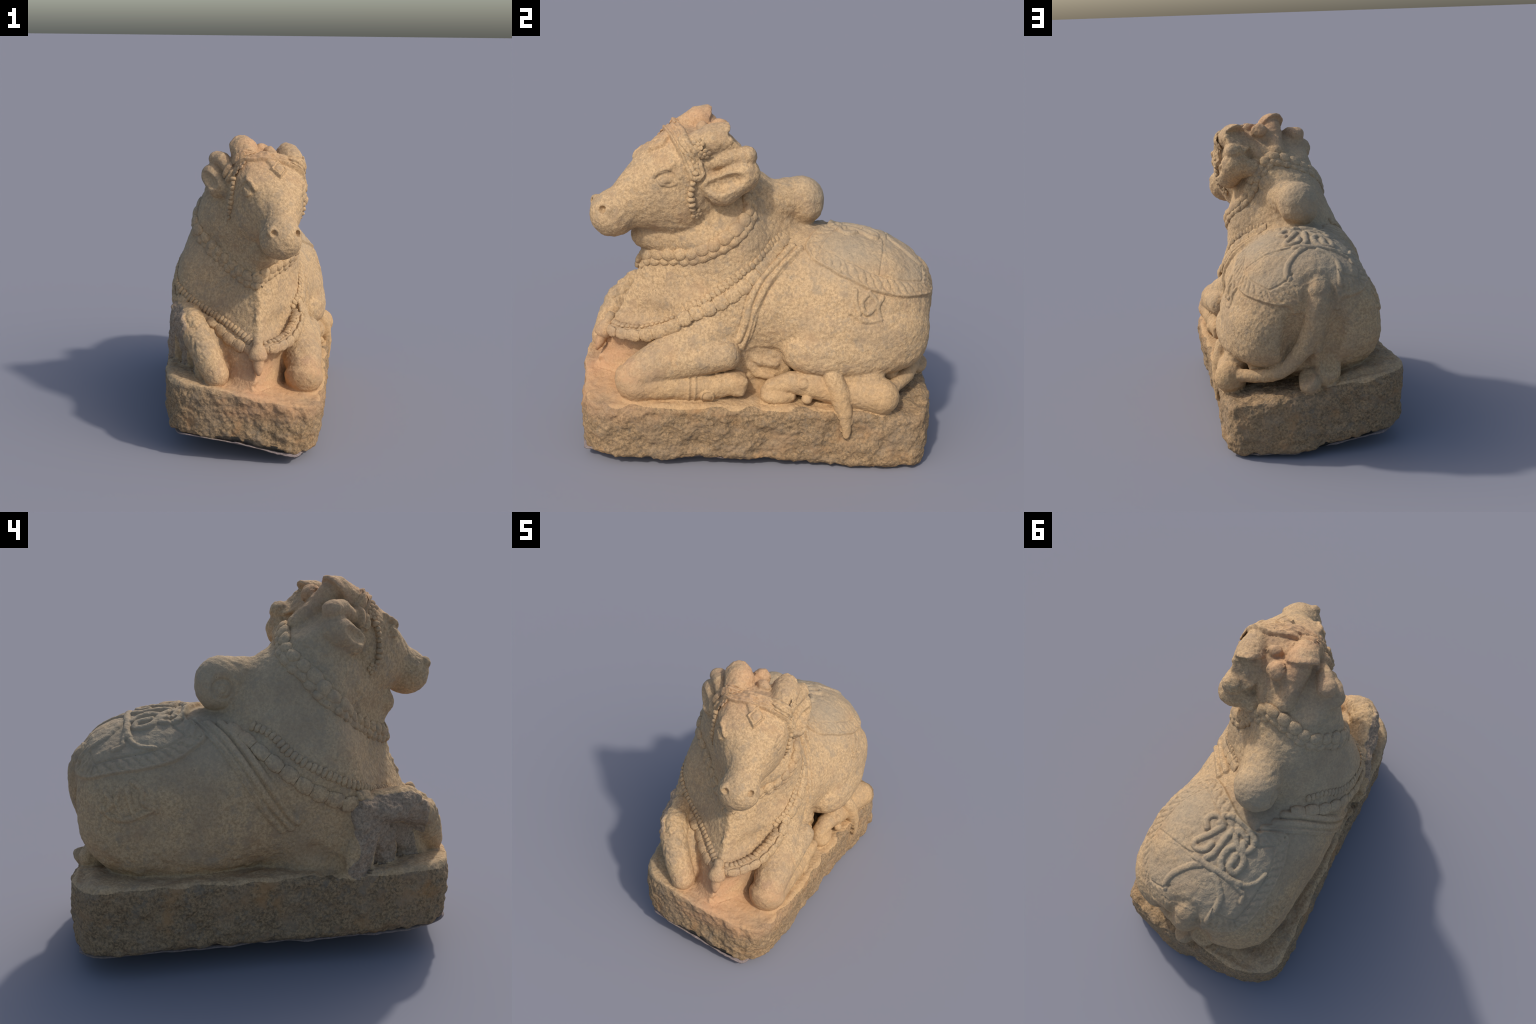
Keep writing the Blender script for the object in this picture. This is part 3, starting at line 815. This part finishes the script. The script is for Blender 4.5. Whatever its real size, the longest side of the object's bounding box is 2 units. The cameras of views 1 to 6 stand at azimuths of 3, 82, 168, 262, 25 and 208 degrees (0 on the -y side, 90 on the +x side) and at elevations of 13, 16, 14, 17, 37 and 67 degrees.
def place(name, me, q, t, n, size, parent, lift=0.0, turn=0.0):
    ob = link_object(name, me, parent)
    t, n = Vector(t), Vector(n)
    s = n.cross(t)
    R = Matrix((t, s, n)).transposed()
    if turn:
        R = R @ Matrix.Rotation(turn, 3, "Z")
    M = R.to_4x4() @ Matrix.Diagonal((*size, 1))
    M.translation = Vector(q) + n * lift
    ob.matrix_world = M
    return ob

def tube(name, path, radius, parent, flat=.6, sink=.2, closed=False, n=None):
    """a cord half sunk in the surface"""
    L = np.linalg.norm(np.diff(np.asarray(path, float), axis=0), axis=1).sum()
    n = n or int(L / .012)
    q, t, nr = lay(path, n, closed)
    s = np.cross(nr, t); seg = 10; a = np.linspace(0, 2 * math.pi, seg, endpoint=False)
    rad = radius * np.minimum(1, np.minimum(np.arange(n), np.arange(n)[::-1]) / 3 + .3) if not closed else np.full(n, radius)
    V = (q - nr * (sink * radius))[:, None] + rad[:, None, None] * (np.cos(a)[None, :, None] * s[:, None] + flat * np.sin(a)[None, :, None] * nr[:, None])
    F_ = [(i * seg + j, i * seg + (j + 1) % seg, (i + 1) * seg + (j + 1) % seg, (i + 1) * seg + j) for i in range(n - 1) for j in range(seg)]
    return mesh_object(name, V.reshape(-1, 3), F_, parent, CARVED)

ball = [(math.cos(u) * -1, max(.02, math.sin(u))) for u in np.linspace(0, math.pi, 9)]
BEAD = [lathe("worn_bead", ball, 14, wob=.16, seed=k) for k in range(4)]
LOBE = [lathe("garland_lobe", [(-1, .05), (-.9, .42), (-.6, .78), (-.15, 1), (.35, .98), (.7, .8), (.92, .45), (1, .05)], 16, wob=.14, seed=10 + k) for k in range(4)]
BARREL = [lathe("ribbed_barrel", [(-1, .35), (-.96, .72), (-.72, .84), (-.62, .78), (-.5, .95), (-.1, 1.02), (.08, .96), (.2, 1.02), (.5, .95), (.62, .78), (.72, .84), (.96, .72), (1, .35)], 16, wob=.09, seed=20 + k) for k in range(3)]

# collar of two rows of overlapping lobes
COLLAR = [(.072, -.695, 1.055), (.002, -.652, 1.062), (-.053, -.608, 1.09), (-.107, -.561, 1.12), (-.161, -.518, 1.153), (-.211, -.47, 1.189), (-.261, -.424, 1.228), (-.301, -.366, 1.273), (-.337, -.313, 1.323), (-.35, -.258, 1.381),
          (-.298, -.195, 1.455), (-.257, -.144, 1.494), (-.186, -.097, 1.556), (-.117, -.089, 1.599), (-.044, -.098, 1.625), (.035, -.089, 1.635), (.068, -.098, 1.589), (.095, -.113, 1.534), (.121, -.134, 1.477), (.155, -.13, 1.42), (.205, -.108, 1.375),
          (.25, -.14, 1.315), (.285, -.2, 1.258), (.303, -.28, 1.205), (.296, -.353, 1.165), (.269, -.429, 1.128), (.226, -.51, 1.110), (.166, -.589, 1.10), (.11, -.665, 1.085)]
collar = tube("collar", COLLAR, .052, root, flat=.34, sink=.1, closed=True, n=170)
q, t, nr = lay(COLLAR, 34, True)
for k in range(33):
    up = np.cross(nr[k], t[k]); up *= np.sign(up[2])
    big = 1.0 + .12 * random.uniform(-1, 1)
    place("collar_lobe", LOBE[k % 4], q[k] + up * .016, t[k], nr[k], (.042 * big, .036 * big, .022 * big), collar, .003, random.uniform(-.25, .45))
q, t, nr = lay(COLLAR, 41, True)
for k in range(40):
    up = np.cross(nr[k], t[k]); up *= np.sign(up[2])
    big = 1.0 + .12 * random.uniform(-1, 1)
    place("collar_bead", BEAD[k % 4], q[k] - up * .026, t[k], nr[k], (.033 * big, .025 * big, .018 * big), collar, .001, random.uniform(-.3, .5))

# the long garland: a ribbed upper strand and a heavy lower one, meeting at the pendant
LOWER_RIGHT = [(.108, -.866, .672), (.224, -.768, .683), (.279, -.661, .700), (.318, -.52, .759), (.334, -.416, .829), (.348, -.312, .877), (.339, -.195, .945), (.316, -.115, 1.008), (.273, -.047, 1.078), (.207, .025, 1.151), (.143, .085, 1.204)]
UPPER_RIGHT = [(.10, -.835, .715), (.182, -.786, .724), (.246, -.665, .765), (.291, -.521, .834), (.325, -.365, .904), (.321, -.248, .987), (.295, -.131, 1.08), (.207, -.004, 1.178), (.143, .07, 1.218)]
LOWER_LEFT = [(-.30, .16, 1.185), (-.358, .101, 1.139), (-.421, .021, 1.075), (-.465, -.061, 1.02), (-.493, -.159, .945), (-.497, -.261, .89), (-.455, -.37, .842), (-.38, -.47, .81), (-.28, -.555, .788), (-.186, -.653, .757), (-.114, -.727, .712), (-.037, -.794, .682), (.045, -.846, .665)]
UPPER_LEFT = [(-.32, .07, 1.21), (-.39, -.009, 1.183), (-.442, -.077, 1.116), (-.473, -.161, 1.057), (-.481, -.262, 1.003), (-.437, -.38, .935), (-.36, -.475, .885), (-.305, -.525, .858), (-.206, -.601, .82), (-.119, -.681, .79), (-.026, -.761, .75), (.057, -.835, .705)]
garland = tube("garland", LOWER_LEFT, .026, root, flat=.7, sink=.4)
for path, count in ((LOWER_RIGHT, 18), (LOWER_LEFT, 17)):
    tube("garland_cord", path, .026, garland, flat=.7, sink=.4)
    q, t, nr = lay(path, count)
    L = np.linalg.norm(np.diff(q, axis=0), axis=1)
    for k in range(count):
        fade = .55 + .45 * math.sin(math.pi * min(.5, (k + 1) / count * 1.2)) if path is LOWER_RIGHT else .8 + .2 * math.sin(math.pi * k / count)
        flat = .75 if path is LOWER_LEFT else .75 - .3 * k / count
        place("garland_barrel", BARREL[k % 3], q[k], t[k], nr[k], (.51 * L[min(k, count - 2)], .041 * fade, .028 * fade * flat), garland, .002)
for path, count in ((UPPER_RIGHT, 42), (UPPER_LEFT, 46)):
    tube("garland_cord", path, .014, garland, flat=.7, sink=.3)
    q, t, nr = lay(path, count)
    L = np.linalg.norm(np.diff(q, axis=0), axis=1).mean()
    for k in range(count):
        w = random.uniform(.9, 1.1)
        place("garland_bead", BEAD[k % 4], q[k], t[k], nr[k], (.56 * L, .024 * w, .013 * w * (1 - .4 * k / count if path is UPPER_RIGHT else 1)), garland, .003)

# pendant at the keel of the chest
PEND = [(-.02, .010), (-.015, .026), (.01, .034), (.03, .030), (.04, .036), (.065, .050), (.095, .060), (.12, .056), (.128, .040), (.135, .036), (.16, .034), (.19, .024), (.215, .008)]
pend = lathe("pendant", PEND, 20, wob=.10, seed=40)
ob = place("pendant", pend, (.083, -.848, .735), np.array([.06, -.36, -.93]) / np.linalg.norm([.06, -.36, -.93]), np.array([0, -.93, .36]), (1, 1, .85), root)

# flowers at the temples and beaded strings down the cheeks
def flower(name, petals=5):
    bm = bmesh.new()
    for k in range(petals + 1):
        a = 2 * math.pi * k / petals
        c = Vector((0, 0, .15)) if k == petals else Vector((math.cos(a) * .62, math.sin(a) * .62, 0))
        r = bmesh.ops.create_uvsphere(bm, u_segments=12, v_segments=8, radius=.42 if k < petals else .34)
        bmesh.ops.scale(bm, vec=(1, 1, .7), verts=r["verts"]); bmesh.ops.translate(bm, vec=c, verts=r["verts"])
    me = bpy.data.meshes.new(name); bm.to_mesh(me); bm.free()
    me.polygons.foreach_set("use_smooth", np.ones(len(me.polygons), bool)); me.materials.append(CARVED)
    return me
FLOWER = flower("carved_flower")
CHEEK = [(.338, -.415, 1.600), (.334, -.428, 1.560), (.332, -.433, 1.520), (.330, -.436, 1.48), (.324, -.432, 1.444), (.312, -.425, 1.405)]
band = OB["headband"][0]
for side, path in enumerate(face(CHEEK)):
    q, t, nr = lay(path, 8)
    string = tube("cheek_string", path, .014, band, flat=.8, sink=.2)
    for k in range(8):
        big = 1 + .35 * (k in (0, 5, 6))
        place("cheek_bead", BEAD[k % 4], q[k], t[k], nr[k], (.016, .017 * big, .017 * big), string, .006)
    end, tt, nn = lay(np.asarray(face([(.30, -.40, 1.375), (.288, -.395, 1.345)])[side]), 2)
    place("cheek_flower", FLOWER, end[0], tt[0], nn[0], (.034, .034, .026), string, .005)
    for c, r in (((.335, -.425, 1.700), .030), ((.322, -.372, 1.70), .026), ((.325, -.405, 1.745), .026), ((.34, -.405, 1.65), .024)):
        e, tt, nn = lay(np.asarray(face([c, (c[0], c[1] + .02, c[2])])[side]), 2)
        place("temple_flower", FLOWER, e[0], tt[0], nn[0], (r * 1.3, r * 1.3, r * .75), band, .010, random.uniform(0, 1))

# ------------------------------------------- the ground crust under the plinth
def slab(name, drop, inset, thick, mat, ragged, seed, lower=0.0):
    T = np.array(PLINTH_EDGE); ys = np.linspace(-.975, .965, 60)
    xl, xr, bl, br = [pchip(T[:, 0], T[:, i], ys) for i in (1, 2, 3, 4)]
    left = np.stack([xl + inset, ys, 0 * ys], 1); right = np.stack([xr - inset, ys, 0 * ys], 1)
    ring = np.vstack([left, right[::-1]])
    ring = np.vstack([spline(np.vstack([ring, ring[:1]]), 260)[:-1]])
    mid = np.array([0, 0, 0])
    out = (ring - mid) / np.linalg.norm(ring - mid, axis=1)[:, None]
    ring = ring + out * (ragged * (fbm(ring, .09, 3, seed)))[:, None]
    def base(p):
        a, b, c, d = [pchip(T[:, 0], T[:, i], p[:, 1]) for i in (1, 2, 3, 4)]
        return c + (d - c) * np.clip((p[:, 0] - a) / (b - a), -.05, 1.05)
    z = base(ring)
    V = []
    for f, up in ((.0, 1), (.93, 1), (1, .75), (1, .2), (.96, 0), (.0, 0)):
        r = ring * (f, f, 1)
        zz = base(r) - drop + thick * up + .003 * noise(r, .06, seed + 3)
        V.append(np.stack([r[:, 0], r[:, 1], np.maximum(zz - lower * step(.45, -.55, r[:, 0]), 0.0)], 1))
    k = len(ring)
    F_ = [(i * k + j, i * k + (j + 1) % k, (i + 1) * k + (j + 1) % k, (i + 1) * k + j) for i in range(5) for j in range(k)]
    return mesh_object(name, np.vstack(V), F_, root, mat)
slab("crevice_shadow_slab", .000, .105, .050, CREVICE_SHADOW, .010, 81)
slab("ground_crust", .003, .060, .012, CRUST, .020, 91, .010)
